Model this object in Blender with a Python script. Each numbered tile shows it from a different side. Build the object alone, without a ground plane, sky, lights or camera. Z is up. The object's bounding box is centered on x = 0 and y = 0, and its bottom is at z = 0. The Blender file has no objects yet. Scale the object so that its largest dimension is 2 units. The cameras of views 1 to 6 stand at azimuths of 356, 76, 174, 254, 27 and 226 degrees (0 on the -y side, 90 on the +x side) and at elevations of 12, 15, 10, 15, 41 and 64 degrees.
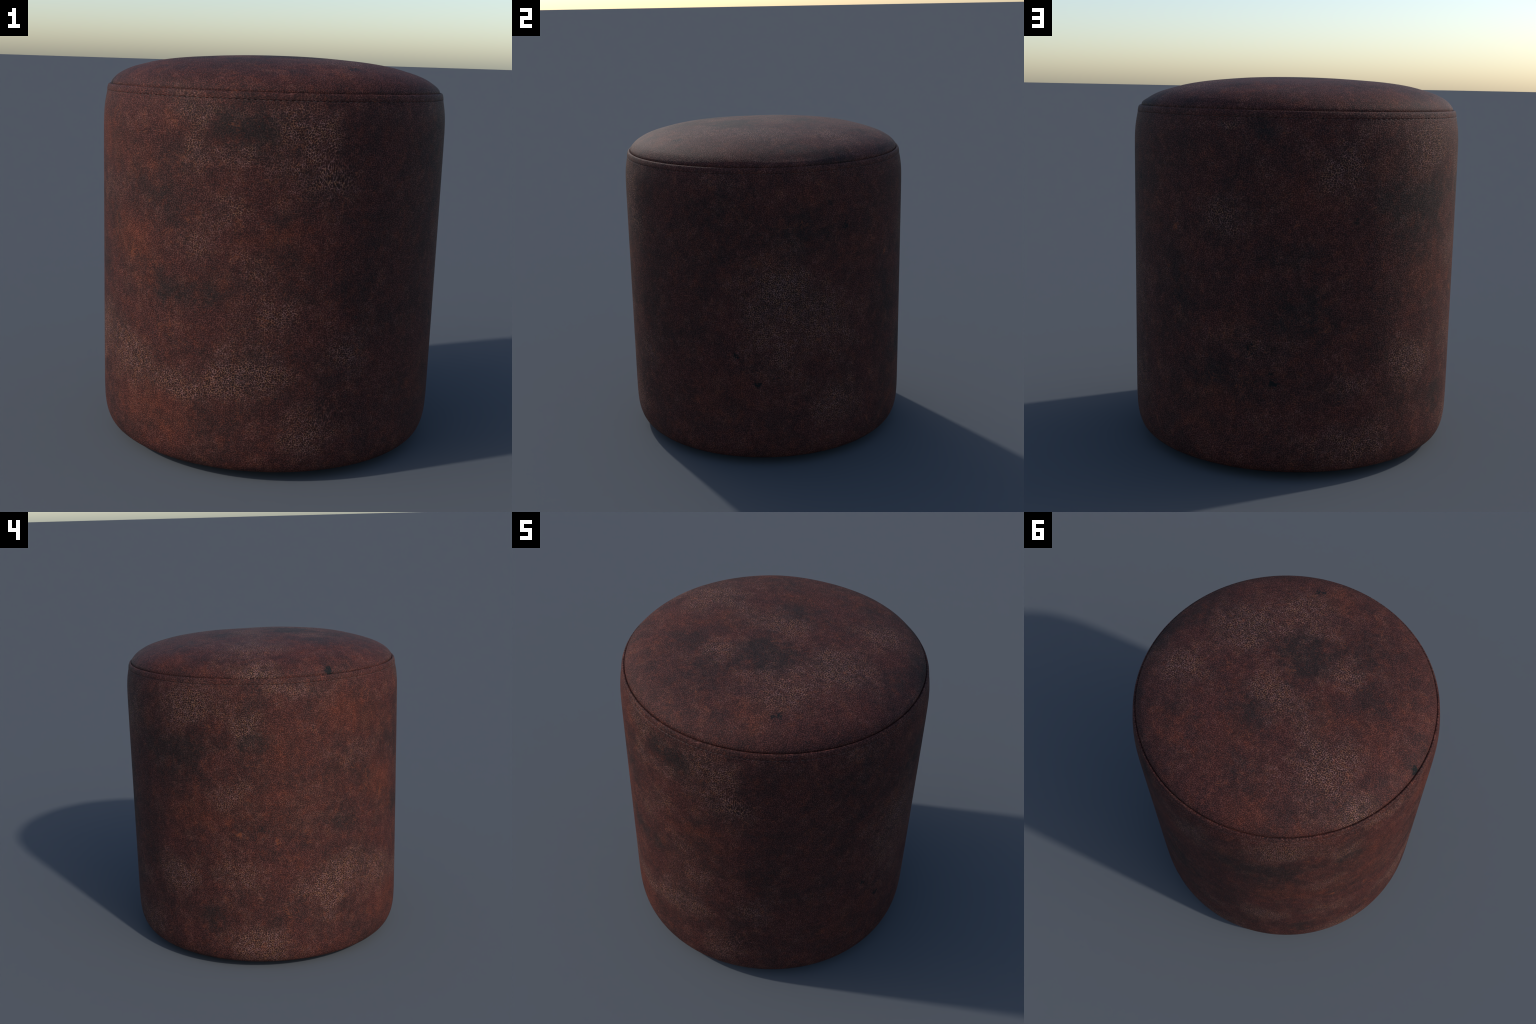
"""Round upholstered leather pouf: a cylinder of worn brown leather with a domed
seat cushion, a folded seam band under the seat edge and one row of hand stitches."""
import bpy, math, random
from mathutils import Vector

random.seed(7)
SEGMENTS = 288          # around the axis
STITCHES = 198
CUT = 15.0              # azimuth (degrees, 0 = -y, 90 = +x) of the side texture's mapping seam

# ----------------------------------------------------------------- profiles (radius, height)
SIDE_PROFILE = [
    (0.600, 0.034), (0.720, 0.0335), (0.778, 0.034), (0.812, 0.036), (0.833, 0.040), (0.848, 0.0475),
    (0.8600, 0.059), (0.8700, 0.076), (0.8780, 0.098), (0.8840, 0.124), (0.8883, 0.157),
    (0.8905, 0.195), (0.8918, 0.250), (0.8924, 0.400), (0.8927, 0.600), (0.8930, 0.850),
    (0.8932, 1.100), (0.8934, 1.350), (0.8934, 1.520), (0.8932, 1.600), (0.8928, 1.645),
    (0.8919, 1.680), (0.8902, 1.708), (0.8878, 1.732), (0.8846, 1.755), (0.8806, 1.776),
    (0.8778, 1.791), (0.8764, 1.799), (0.8751, 1.8021), (0.8725, 1.8032), (0.8660, 1.8040),
]
BAND_PROFILE = [
    (0.8660, 1.8032), (0.8728, 1.8034), (0.8750, 1.8041), (0.8760, 1.8058), (0.8756, 1.812),
    (0.8742, 1.820), (0.8718, 1.828), (0.8690, 1.8335), (0.8655, 1.8366), (0.8620, 1.8370),
    (0.8588, 1.8357), (0.8568, 1.8338), (0.8548, 1.8328), (0.8495, 1.8310), (0.8400, 1.8270),
]
SEAT_PROFILE = [
    (0.8380, 1.806), (0.8440, 1.816), (0.8492, 1.8250), (0.8538, 1.834), (0.8552, 1.842),
    (0.8532, 1.850), (0.8450, 1.8605), (0.8310, 1.8735), (0.8090, 1.8890), (0.7765, 1.9070), (0.7360, 1.9230),
    (0.6850, 1.9380), (0.6250, 1.9535), (0.5500, 1.9670), (0.4650, 1.9778), (0.3700, 1.9860),
    (0.2700, 1.9930), (0.1700, 1.9975), (0.0800, 1.9995), (0.0, 2.0000),
]
BASE_PROFILE = [(0.620, 0.0345), (0.620, 0.006), (0.614, 0.0010), (0.600, 0.0), (0.330, 0.0), (0.0, 0.0)]


def smooth_profile(points, step):
    """Catmull-Rom through the control points, sampled about every `step` metres."""
    out = []
    pts = [Vector(p) for p in points]
    for i in range(len(pts) - 1):
        p1, p2 = pts[i], pts[i + 1]
        p0 = pts[i - 1] if i > 0 else p1 * 2 - p2
        p3 = pts[i + 2] if i + 2 < len(pts) else p2 * 2 - p1
        d = (p2 - p1).length
        n = max(1, round(d / step))
        m1 = (p2 - p0) * (d / max((p2 - p0).length, 1e-6))
        m2 = (p3 - p1) * (d / max((p3 - p1).length, 1e-6))
        for k in range(n):
            t = k / n
            out.append((2*t**3 - 3*t**2 + 1) * p1 + (t**3 - 2*t**2 + t) * m1
                       + (-2*t**3 + 3*t**2) * p2 + (t**3 - t**2) * m2)
    out.append(pts[-1])
    return out


# how far (mm) the stuffing lifts the outer seat, every 30 degrees of azimuth from -y over +x
SEAT_LIFT = [2, 7, 4, -7, 1, 5, 2, 9, 8, 3, 7, 6]


def seat_swell(r, a):
    """The stuffing is uneven: the seat sags on the +x side and swells elsewhere."""
    t = (math.degrees(a) % 360) / 30
    i, f = int(t), t - int(t)
    f = f * f * (3 - 2 * f)
    lift = SEAT_LIFT[i % 12] * (1 - f) + SEAT_LIFT[(i + 1) % 12] * f
    up = min(1.0, max(0.0, (r - 0.22) / 0.56))
    down = min(1.0, max(0.0, (0.855 - r) / 0.035))
    return 0.001 * lift * up * up * (3 - 2 * up) * down * down * (3 - 2 * down)


def lathe(name, profile, material, parent, step=0.012, swell=None):
    prof = smooth_profile(profile, step)
    verts, faces, rows = [], [], []
    for r, z in prof:
        if r < 1e-5:
            rows.append([len(verts)] * SEGMENTS)
            verts.append((0, 0, z))
        else:
            rows.append(list(range(len(verts), len(verts) + SEGMENTS)))
            for s in range(SEGMENTS):
                a = 2 * math.pi * s / SEGMENTS
                dz = swell(r, a) if swell and z > 1.842 else 0.0
                verts.append((r * math.sin(a), -r * math.cos(a), z + dz))
    for lo, hi in zip(rows, rows[1:]):
        for s in range(SEGMENTS):
            e = (s + 1) % SEGMENTS
            quad = [lo[s], lo[e], hi[e], hi[s]]
            face = [v for i, v in enumerate(quad) if v not in quad[:i]]
            faces.append(face)
    mesh = bpy.data.meshes.new(name)
    mesh.from_pydata(verts, [], faces)
    mesh.update()
    mesh.polygons.foreach_set("use_smooth", [True] * len(mesh.polygons))
    mesh.materials.append(material)
    obj = bpy.data.objects.new(name, mesh)
    bpy.context.scene.collection.objects.link(obj)
    obj.parent = parent
    return obj


# ----------------------------------------------------------------- where the wear sits, with some faint painted shade on the side
# side of the pouf: (azimuth in degrees, height, half width, half height, strength)
SIDE_PALE = [
    (-27, 1.76, 0.11, 0.07, 0.8), (7, 1.68, 0.15, 0.12, 0.9), (9, 1.45, 0.17, 0.09, 0.8),
    (-13, 1.54, 0.18, 0.06, 0.6), (-27, 1.57, 0.07, 0.09, 0.5), (-18, 1.30, 0.12, 0.09, 0.5),
    (-27, 1.15, 0.10, 0.08, 0.5), (-10, 1.01, 0.10, 0.09, 0.5), (-3, 0.81, 0.15, 0.12, 0.7),
    (-10, 0.53, 0.17, 0.12, 1.0), (-30, 0.45, 0.16, 0.07, 0.9), (-53, 0.52, 0.18, 0.14, 0.8),
    (8, 0.26, 0.12, 0.13, 0.9), (20, 0.65, 0.11, 0.11, 0.6), (79, 1.21, 0.17, 0.15, 0.8),
    (89, 1.04, 0.24, 0.17, 0.7), (72, 0.95, 0.11, 0.12, 0.5), (81, 0.74, 0.23, 0.15, 0.5),
    (104, 0.38, 0.19, 0.17, 0.6), (105, 0.84, 0.14, 0.19, 0.5), (61, 1.76, 0.13, 0.06, 0.4),
    (150, 1.32, 0.12, 0.10, 0.7), (-171, 1.57, 0.15, 0.14, 0.9), (152, 1.77, 0.08, 0.03, 0.7),
    (-168, 0.49, 0.12, 0.06, 0.6), (-145, 0.57, 0.16, 0.11, 0.6), (-167, 0.20, 0.21, 0.10, 0.7),
    (-140, 1.65, 0.17, 0.10, 0.7), (160, 0.72, 0.16, 0.10, 0.4), (-132, 1.72, 0.20, 0.12, 0.7),
    (-114, 1.58, 0.10, 0.12, 0.8), (-120, 1.14, 0.12, 0.10, 0.6), (-82, 0.52, 0.21, 0.14, 0.8),
    (-69, 0.67, 0.17, 0.10, 0.6), (-109, 0.17, 0.20, 0.12, 1.0), (-118, 0.60, 0.14, 0.15, 0.6),
    (-146, 0.62, 0.14, 0.10, 0.5), (-95, 1.76, 0.17, 0.04, 0.6), (-64, 1.33, 0.12, 0.10, 0.4),
]
SIDE_DARK = [
    (-10, 1.65, 0.16, 0.09, 1.0), (-31, 0.91, 0.20, 0.08, 0.7), (-39, 1.32, 0.12, 0.11, 0.6),
    (2, 1.28, 0.10, 0.06, 0.4), (26, 0.97, 0.12, 0.18, 0.15), (58, 1.32, 0.18, 0.13, 0.3),
    (39, 0.96, 0.18, 0.22, 0.1), (89, 1.45, 0.23, 0.12, 0.5), (55, 1.60, 0.16, 0.12, 0.4),
    (169, 1.16, 0.14, 0.11, 0.7), (175, 0.89, 0.16, 0.13, 0.6), (154, 0.51, 0.17, 0.10, 0.6),
    (-148, 1.40, 0.19, 0.08, 0.8), (130, 0.91, 0.15, 0.18, 0.5), (164, 1.76, 0.11, 0.05, 0.5),
    (-139, 1.42, 0.22, 0.09, 1.0), (-110, 1.46, 0.09, 0.08, 0.7), (-143, 1.25, 0.21, 0.12, 0.6),
    (-76, 0.97, 0.12, 0.08, 0.6), (-64, 1.20, 0.09, 0.08, 0.5), (-50, 1.39, 0.14, 0.12, 0.5),
    (-129, 0.35, 0.13, 0.08, 0.6),
]
SIDE_RUST = [
    (-54, 1.16, 0.15, 0.12, 1.0), (-36, 1.72, 0.07, 0.06, 0.8), (-48, 0.96, 0.10, 0.09, 0.7),
    (-2, 1.16, 0.18, 0.09, 0.6), (-42, 0.24, 0.20, 0.09, 0.7), (-60, 1.54, 0.14, 0.11, 0.7),
    (-46, 1.50, 0.11, 0.09, 0.7), (-20, 0.94, 0.09, 0.08, 0.5), (79, 1.34, 0.09, 0.07, 0.6),
    (66, 0.54, 0.08, 0.08, 0.6), (54, 0.43, 0.13, 0.12, 0.6), (118, 1.35, 0.15, 0.12, 0.7),
    (96, 1.67, 0.10, 0.08, 0.6), (79, 0.18, 0.14, 0.08, 0.5), (175, 1.44, 0.20, 0.10, 0.7),
    (-158, 1.56, 0.08, 0.06, 0.7), (154, 0.79, 0.10, 0.10, 0.6), (143, 0.40, 0.20, 0.10, 0.7),
    (141, 0.25, 0.13, 0.06, 0.6), (-140, 1.04, 0.15, 0.10, 0.7), (-73, 1.61, 0.17, 0.14, 1.0),
    (-100, 1.40, 0.15, 0.15, 0.7), (-55, 1.11, 0.16, 0.10, 1.0), (-98, 1.08, 0.24, 0.15, 0.6),
    (-126, 1.01, 0.23, 0.10, 0.6), (-40, 0.32, 0.35, 0.15, 0.6), (-77, 1.24, 0.12, 0.10, 0.6),
]
# small scuffs gone through to black, and bright scratches
SIDE_SCUFF = [
    (64.6, 0.72, 0.019, 0.022, 1.0), (66.4, 0.69, 0.016, 0.010, 0.9), (71.4, 0.57, 0.010, 0.016, 0.9), (72.5, 0.54, 0.026, 0.022, 1.0), (108, 1.475, 0.018, 0.028, 0.9),
    (101, 1.62, 0.02, 0.02, 0.7), (159.0, 0.70, 0.018, 0.020, 1.0), (160.6, 0.675, 0.014, 0.010, 0.9), (166, 0.56, 0.010, 0.016, 0.9), (167.2, 0.525, 0.026, 0.022, 1.0),
    (-167.6, 1.32, 0.018, 0.016, 0.7), (-107.4, 0.94, 0.018, 0.016, 0.5), (-115, 1.43, 0.016, 0.016, 0.5),
]
SIDE_SCRATCH = [
    (-116.3, 0.90, 0.022, 0.026, 1.0), (-101.8, 0.855, 0.016, 0.02, 0.8), (131.4, 1.257, 0.02, 0.026, 1.0),
    (128, 1.05, 0.012, 0.015, 0.7), (-52, 1.06, 0.02, 0.05, 0.7),
]
# seat: (x, y, radius, strength)
SEAT_PALE = [
    (0.44, -0.12, 0.19, 0.9), (0.24, -0.45, 0.18, 0.7), (0.08, 0.08, 0.09, 0.8), (-0.08, 0.09, 0.11, 0.8),
    (0.53, 0.31, 0.14, 0.8), (-0.54, 0.23, 0.18, 0.9), (-0.84, 0.25, 0.11, 0.9), (-0.35, 0.11, 0.12, 0.5),
    (-0.18, -0.28, 0.10, 0.6),
]
SEAT_DARK = [
    (0.06, -0.21, 0.15, 1.0), (-0.02, 0.01, 0.05, 0.8), (-0.39, -0.37, 0.17, 0.40), (0.70, -0.02, 0.10, 0.6),
    (0.01, 0.27, 0.13, 0.4), (-0.26, 0.51, 0.12, 0.5), (-0.20, -0.45, 0.12, 0.30), (0.82, 0.25, 0.13, 0.5),
    (0.41, 0.49, 0.11, 0.3),
]
SEAT_RUST = [
    (-0.01, 0.39, 0.10, 0.8), (-0.32, 0.00, 0.08, 0.9), (-0.37, 0.66, 0.11, 0.8), (0.22, -0.64, 0.10, 0.9),
    (-0.54, -0.10, 0.12, 0.7), (0.30, 0.62, 0.11, 0.6), (-0.58, -0.38, 0.10, 0.6), (0.00, 0.60, 0.12, 0.4),
]
SEAT_SCUFF = [(-0.825, -0.155, 0.024, 1.0), (-0.835, -0.175, 0.018, 1.0), (0.33, -0.60, 0.017, 1.0), (0.305, -0.625, 0.015, 0.9)]


def on_side(patches):
    out = []
    for az, z, w, h, s in patches:
        a = math.radians(az)
        out.append(((0.89 * math.sin(a), -0.89 * math.cos(a), z), (w, w, h), s))
    return out


def on_seat(patches):
    return [((x, y, 1.96), (r, r, 1.0), s) for x, y, r, s in patches]


# ----------------------------------------------------------------- node helpers
class Nodes:
    def __init__(self, material):
        material.use_nodes = True
        self.tree = material.node_tree
        self.tree.nodes.clear()

    def add(self, kind, inputs=(), **props):
        n = self.tree.nodes.new(kind)
        for k, v in props.items():
            setattr(n, k, v)
        for key, v in dict(inputs).items():
            self.put(n.inputs[key], v)
        return n

    def put(self, socket, v):
        if isinstance(v, bpy.types.NodeSocket):
            self.tree.links.new(v, socket)
        else:
            socket.default_value = v

    def math(self, op, a, b=0.0, c=0.0, clamp=False):
        return self.add('ShaderNodeMath', {0: a, 1: b, 2: c}, operation=op, use_clamp=clamp).outputs[0]

    def vec(self, op, a, b=(0, 0, 0), c=(0, 0, 0)):
        n = self.add('ShaderNodeVectorMath', {0: a, 1: b}, operation=op)
        if op == 'MULTIPLY_ADD':
            self.put(n.inputs[2], c)
        return n.outputs['Value' if op in ('LENGTH', 'DOT_PRODUCT') else 'Vector']

    def noise(self, vector, scale, detail=3.0, rough=0.55, colour=False, distortion=0.0):
        n = self.add('ShaderNodeTexNoise', {'Vector': vector, 'Scale': scale, 'Detail': detail,
                                            'Roughness': rough, 'Distortion': distortion})
        return n.outputs['Color' if colour else 0]

    def remap(self, v, lo, hi, a=0.0, b=1.0, smooth=True):
        n = self.add('ShaderNodeMapRange', {'Value': v, 'From Min': lo, 'From Max': hi, 'To Min': a, 'To Max': b})
        n.interpolation_type = 'SMOOTHSTEP' if smooth else 'LINEAR'
        return n.outputs[0]

    def mix(self, f, a, b, blend='MIX'):
        n = self.add('ShaderNodeMix', {'Factor': f}, data_type='RGBA', blend_type=blend)
        self.put(n.inputs[6], a)
        self.put(n.inputs[7], b)
        return n.outputs[2]

    def patches(self, where, spots, core=0.0, spread=1.75):
        """Sum of soft ellipsoidal patches around the given points."""
        total = None
        for (centre, half, strength) in spots:
            k = tuple(1.0 / (spread * h) for h in half)
            off = tuple(-c * q for c, q in zip(centre, k))
            d = self.vec('LENGTH', self.vec('MULTIPLY_ADD', where, k, off))
            m = self.remap(d, 1.0, core, 0.0, strength)
            total = m if total is None else self.math('ADD', total, m)
        return total


def rgb(r, g, b):
    return (r, g, b, 1.0)


def leather(name, mode):
    """Worn waxed leather. mode 'side' wraps the hide round the wall, 'seat' lays it flat,
    'band' stretches it along the seam."""
    mat = bpy.data.materials.new(name)
    N = Nodes(mat)
    P = N.add('ShaderNodeTexCoord').outputs['Object']
    xyz = N.add('ShaderNodeSeparateXYZ', {0: P}).outputs

    # --- hide coordinates: arc length round the wall and height, or plain x, y on the seat
    if mode == 'seat':
        # the hide runs on over the rolled edge, so stretch the plan outward as the seat falls away
        fall = N.math('MAXIMUM', N.math('SUBTRACT', 1.935, xyz[2]), 0.0)
        run = N.math('MULTIPLY_ADD', fall, 0.85, 1.0)
        hide = N.add('ShaderNodeCombineXYZ', {0: N.math('MULTIPLY', xyz[0], run),
                                              1: N.math('MULTIPLY', xyz[1], run), 2: 0.0}).outputs[0]
    else:
        c, s = math.cos(math.radians(CUT)), math.sin(math.radians(CUT))
        back = N.math('ADD', N.math('MULTIPLY', xyz[0], -s), N.math('MULTIPLY', xyz[1], c))
        right = N.math('ADD', N.math('MULTIPLY', xyz[0], -c), N.math('MULTIPLY', xyz[1], -s))
        arc = N.math('MULTIPLY', N.math('ARCTAN2', right, back), 0.89)
        # grain pinched at the mapping seam: a texture-projection fault copied into the coordinates
        away = N.math('SUBTRACT', math.pi * 0.89, N.math('ABSOLUTE', arc))
        z = xyz[2]
        for zc, half in ((1.50, 0.18), (0.36, 0.16)):
            g = N.math('EXPONENT', N.math('MULTIPLY', -1.0, N.math('ADD',
                N.math('POWER', N.math('DIVIDE', away, 0.10), 2.0),
                N.math('POWER', N.math('DIVIDE', N.math('SUBTRACT', xyz[2], zc), half), 2.0))))
            z = N.math('SUBTRACT', z, N.math('MULTIPLY', N.math('MULTIPLY', g, 0.86),
                                             N.math('SUBTRACT', xyz[2], zc)))
        if mode == 'band':
            arc = N.math('MULTIPLY', arc, 0.62)
            z = N.math('MULTIPLY', z, 1.3)
        hide = N.add('ShaderNodeCombineXYZ', {0: arc, 1: z, 2: 0.0}).outputs[0]

    # --- patches of wear and a little painted shade, their borders broken up by noise
    w1 = N.noise(P, 5.0, 4.0, 0.6, colour=True)
    wob = N.vec('MULTIPLY_ADD', w1, (0.24, 0.24, 0.24), (-0.12, -0.12, -0.12))
    where = N.vec('ADD', P, wob)
    if mode == 'seat':
        pale = N.patches(where, on_seat(SEAT_PALE))
        dark = N.patches(where, on_seat(SEAT_DARK))
        rust = N.patches(where, on_seat(SEAT_RUST))
    else:
        pale = N.patches(where, on_side(SIDE_PALE))
        dark = N.patches(where, on_side(SIDE_DARK))  # dark stains, plus faint patches that paint the wall's shade into the colour
        rust = N.patches(where, on_side(SIDE_RUST))
    w2 = N.vec('ADD', P, N.vec('MULTIPLY_ADD', N.noise(P, 46.0, 3.0, 0.65, colour=True),
                               (0.10, 0.10, 0.10), (-0.05, -0.05, -0.05)))
    scuff = N.patches(w2, on_seat(SEAT_SCUFF) if mode == 'seat' else on_side(SIDE_SCUFF), 0.5, 1.2)

    cloud = N.noise(P, 4.2, 5.0, 0.62)
    cloud2 = N.noise(N.vec('ADD', P, (7.3, 2.1, 4.4)), 9.0, 5.0, 0.65)
    speck = N.noise(N.vec('ADD', P, (3.3, 9.1, 1.4)), 42.0, 4.0, 0.65)
    mott = N.noise(N.vec('ADD', P, (1.3, 5.1, 8.4)), 17.0, 4.0, 0.62)

    pale = N.math('ADD', pale, N.remap(cloud2, 0.38, 0.68, -0.10, 0.40))
    pale = N.math('MULTIPLY', pale, N.remap(mott, 0.30, 0.60, 0.45, 1.20))
    pale = N.math('MINIMUM', N.math('MAXIMUM', pale, 0.0), 1.0)
    dark = N.math('ADD', dark, N.remap(cloud, 0.62, 0.36, 0.0, 0.50))
    dark = N.math('MULTIPLY', dark, N.remap(mott, 0.68, 0.40, 0.50, 1.15))
    dark = N.math('MINIMUM', N.math('MAXIMUM', dark, 0.0), 1.0)
    rust = N.math('ADD', N.math('MULTIPLY', rust, 0.7), N.remap(mott, 0.48, 0.70, 0.0, 0.6))
    rust = N.math('MINIMUM', N.math('MAXIMUM', rust, 0.0), 1.0)

    # --- grain: irregular cells with paler ridges between them, coarser where the hide is worn pale
    gw = N.noise(hide, 85.0, 3.0, 0.7, colour=True)
    grain_at = N.vec('ADD', hide, N.vec('MULTIPLY_ADD', gw, (0.018, 0.018, 0.0), (-0.009, -0.009, 0.0)))
    cells = N.add('ShaderNodeTexVoronoi', {'Vector': grain_at, 'Scale': 80.0 if mode == 'seat' else 86.0, 'Randomness': 1.0},
                  voronoi_dimensions='2D', feature='DISTANCE_TO_EDGE').outputs['Distance']
    fine = N.add('ShaderNodeTexVoronoi', {'Vector': grain_at, 'Scale': 92.0 if mode == 'seat' else 100.0, 'Randomness': 1.0},
                 voronoi_dimensions='2D', feature='DISTANCE_TO_EDGE').outputs['Distance']
    grit = N.noise(N.vec('ADD', P, (4.7, 0.6, 2.2)), 150.0, 2.0, 0.5)
    ridge = N.remap(cells, 0.19, 0.03)
    fridge = N.remap(fine, 0.22, 0.03)
    coarse = N.remap(N.math('ADD', pale, N.math('MULTIPLY', N.math('SUBTRACT', speck, 0.5), 1.6)), 0.10, 0.75)
    net = N.math('ADD', N.math('MULTIPLY', ridge, coarse),
                 N.math('MULTIPLY', fridge, N.math('SUBTRACT', 1.0, coarse)))
    net = N.math('MULTIPLY', net, N.remap(grit, 0.36, 0.60, 0.10, 1.0))

    # --- colour: dark pits between ridges; ridge colour says how worn the hide is
    pit = N.mix(N.remap(cloud2, 0.34, 0.66), rgb(0.0240, 0.0090, 0.0082), rgb(0.0430, 0.0112, 0.0086))
    pit = N.mix(N.math('MULTIPLY', rust, 0.60), pit, rgb(0.0690, 0.0168, 0.0100))
    pit = N.mix(N.math('MULTIPLY', dark, 0.85), pit, rgb(0.0135, 0.0098, 0.0092))
    pit = N.mix(N.math('MULTIPLY', pale, 0.55), pit, rgb(0.0200, 0.0105, 0.0095))
    tint = N.mix(N.remap(speck, 0.40, 0.60), rgb(0.285, 0.145, 0.130), rgb(0.255, 0.120, 0.068))
    tint = N.mix(N.math('MULTIPLY', rust, 0.7), tint, rgb(0.255, 0.084, 0.048))
    plainr = N.mix(rust, rgb(0.132, 0.0445, 0.0370), rgb(0.190, 0.0545, 0.0320))
    plainr = N.mix(N.math('MULTIPLY', dark, 0.80), plainr, rgb(0.0380, 0.0225, 0.0195))
    ridge_col = N.mix(N.remap(pale, 0.10, 0.95, 0.0, 1.0, smooth=False), plainr, tint)
    col = N.mix(N.math('MULTIPLY', net, 0.92), pit, ridge_col)
    blotch = N.noise(N.vec('ADD', P, (8.8, 3.1, 0.7)), 24.0, 4.0, 0.65)
    tone = N.remap(blotch, 0.32, 0.68, 0.86, 1.14)
    col = N.mix(1.0, col, N.add('ShaderNodeCombineXYZ', {0: tone, 1: tone, 2: tone}).outputs[0], 'MULTIPLY')
    # fine red and green-grey flecks
    fleck = N.noise(N.vec('ADD', P, (2.3, 1.1, 6.4)), 95.0, 3.0, 0.55)
    col = N.mix(N.remap(fleck, 0.58, 0.76, 0.0, 0.50), col, rgb(0.160, 0.036, 0.022))
    col = N.mix(N.remap(fleck, 0.42, 0.28, 0.0, 0.65), col, rgb(0.0170, 0.0170, 0.0155))
    # thin wandering veins and hairline cracks
    for shift, freq, tint_v, most in (((6.1, 2.9, 3.7), 6.0, rgb(0.215, 0.066, 0.032), 0.50),
                                      ((0.4, 7.7, 5.2), 8.0, rgb(0.0090, 0.0085, 0.0085), 0.60)):
        line = N.noise(N.vec('ADD', P, shift), freq, 5.0, 0.62, distortion=0.8)
        line = N.remap(N.math('ABSOLUTE', N.math('SUBTRACT', line, 0.5)), 0.010, 0.0)
        where_v = N.remap(N.noise(N.vec('ADD', P, (shift[1], shift[2], shift[0])), 9.0, 2.0), 0.54, 0.66, 0.0, most)
        col = N.mix(N.math('MULTIPLY', line, where_v), col, tint_v)
    col = N.mix(N.math('MINIMUM', scuff, 1.0), col, rgb(0.0070, 0.0078, 0.0080))
    if mode == 'side':
        scr = N.patches(w2, on_side(SIDE_SCRATCH), 0.4, 1.1)
        col = N.mix(N.math('MULTIPLY', N.math('MINIMUM', scr, 1.0), 0.55), col, rgb(0.22, 0.060, 0.024))

    height = N.math('SUBTRACT', net, N.math('MULTIPLY', scuff, 0.6))
    bump = N.add('ShaderNodeBump', {'Strength': 0.40, 'Distance': 0.0028, 'Height': height})
    rough = N.remap(net, 0.0, 1.0, 0.70, 0.60)
    bsdf = N.add('ShaderNodeBsdfPrincipled', {'Base Color': col, 'Roughness': rough,
                                              'Normal': bump.outputs[0], 'Specular IOR Level': 0.13})
    out = N.add('ShaderNodeOutputMaterial')
    N.put(out.inputs[0], bsdf.outputs[0])
    return mat


def plain(name, colour, rough, scale):
    mat = bpy.data.materials.new(name)
    N = Nodes(mat)
    P = N.add('ShaderNodeTexCoord').outputs['Object']
    n = N.noise(P, scale, 4.0)
    col = N.mix(N.remap(n, 0.3, 0.7), rgb(*[c * 0.7 for c in colour]), rgb(*[c * 1.3 for c in colour]))
    bump = N.add('ShaderNodeBump', {'Strength': 0.3, 'Distance': 0.002, 'Height': n})
    bsdf = N.add('ShaderNodeBsdfPrincipled', {'Base Color': col, 'Roughness': rough, 'Normal': bump.outputs[0]})
    N.put(N.add('ShaderNodeOutputMaterial').inputs[0], bsdf.outputs[0])
    return mat


# ----------------------------------------------------------------- build
pouf = bpy.data.objects.new("leather_pouf", None)
pouf.empty_display_size = 0.3
bpy.context.scene.collection.objects.link(pouf)
pouf["label"] = "round dark brown worn leather pouf with domed stitched seat"
pouf["category"] = "pouf"

lathe("side_cover", SIDE_PROFILE, leather("side_leather", 'side'), pouf)
band = lathe("seam_band", BAND_PROFILE, leather("band_leather", 'band'), pouf, 0.003)
lathe("seat_cushion", SEAT_PROFILE, leather("seat_leather", 'seat'), pouf, swell=seat_swell)
lathe("base_cloth", BASE_PROFILE, plain("base_cloth", (0.020, 0.015, 0.013), 0.9, 60.0), pouf, 0.02)

# one row of thread stitches sunk in the crease under the band
def stitch_mesh(length, radius, sides=8, rings=9):
    verts, faces = [], []
    for i in range(rings):
        t = i / (rings - 1) * 2 - 1
        r = radius * math.sqrt(max(0.02, 1 - t ** 4))
        bow = -0.0022 * t * t                       # the ends dive into the leather
        for k in range(sides):
            a = 2 * math.pi * k / sides
            verts.append((t * length / 2, bow + r * math.cos(a), r * math.sin(a)))
    for i in range(rings - 1):
        for k in range(sides):
            e = (k + 1) % sides
            faces.append((i * sides + k, i * sides + e, (i + 1) * sides + e, (i + 1) * sides + k))
    faces.append(tuple(range(sides)))
    faces.append(tuple(reversed(range((rings - 1) * sides, rings * sides))))
    m = bpy.data.meshes.new("stitch")
    m.from_pydata(verts, [], faces)
    m.update()
    m.polygons.foreach_set("use_smooth", [True] * len(m.polygons))
    return m

mesh = stitch_mesh(0.0215, 0.0017)
mesh.materials.append(plain("thread", (0.058, 0.027, 0.022), 0.6, 300.0))
first = bpy.data.objects.new("stitch", mesh)
for i in range(STITCHES):
    st = first if i == 0 else first.copy()
    a = 2 * math.pi * (i + random.uniform(-0.05, 0.05)) / STITCHES
    r = 0.8752
    st.location = (r * math.sin(a), -r * math.cos(a), 1.8026)
    # local x runs round the rim, local y points outward
    st.rotation_euler = (0.0, 0.10 + random.uniform(-0.03, 0.03), a + math.pi)
    bpy.context.scene.collection.objects.link(st)
    st.parent = pouf
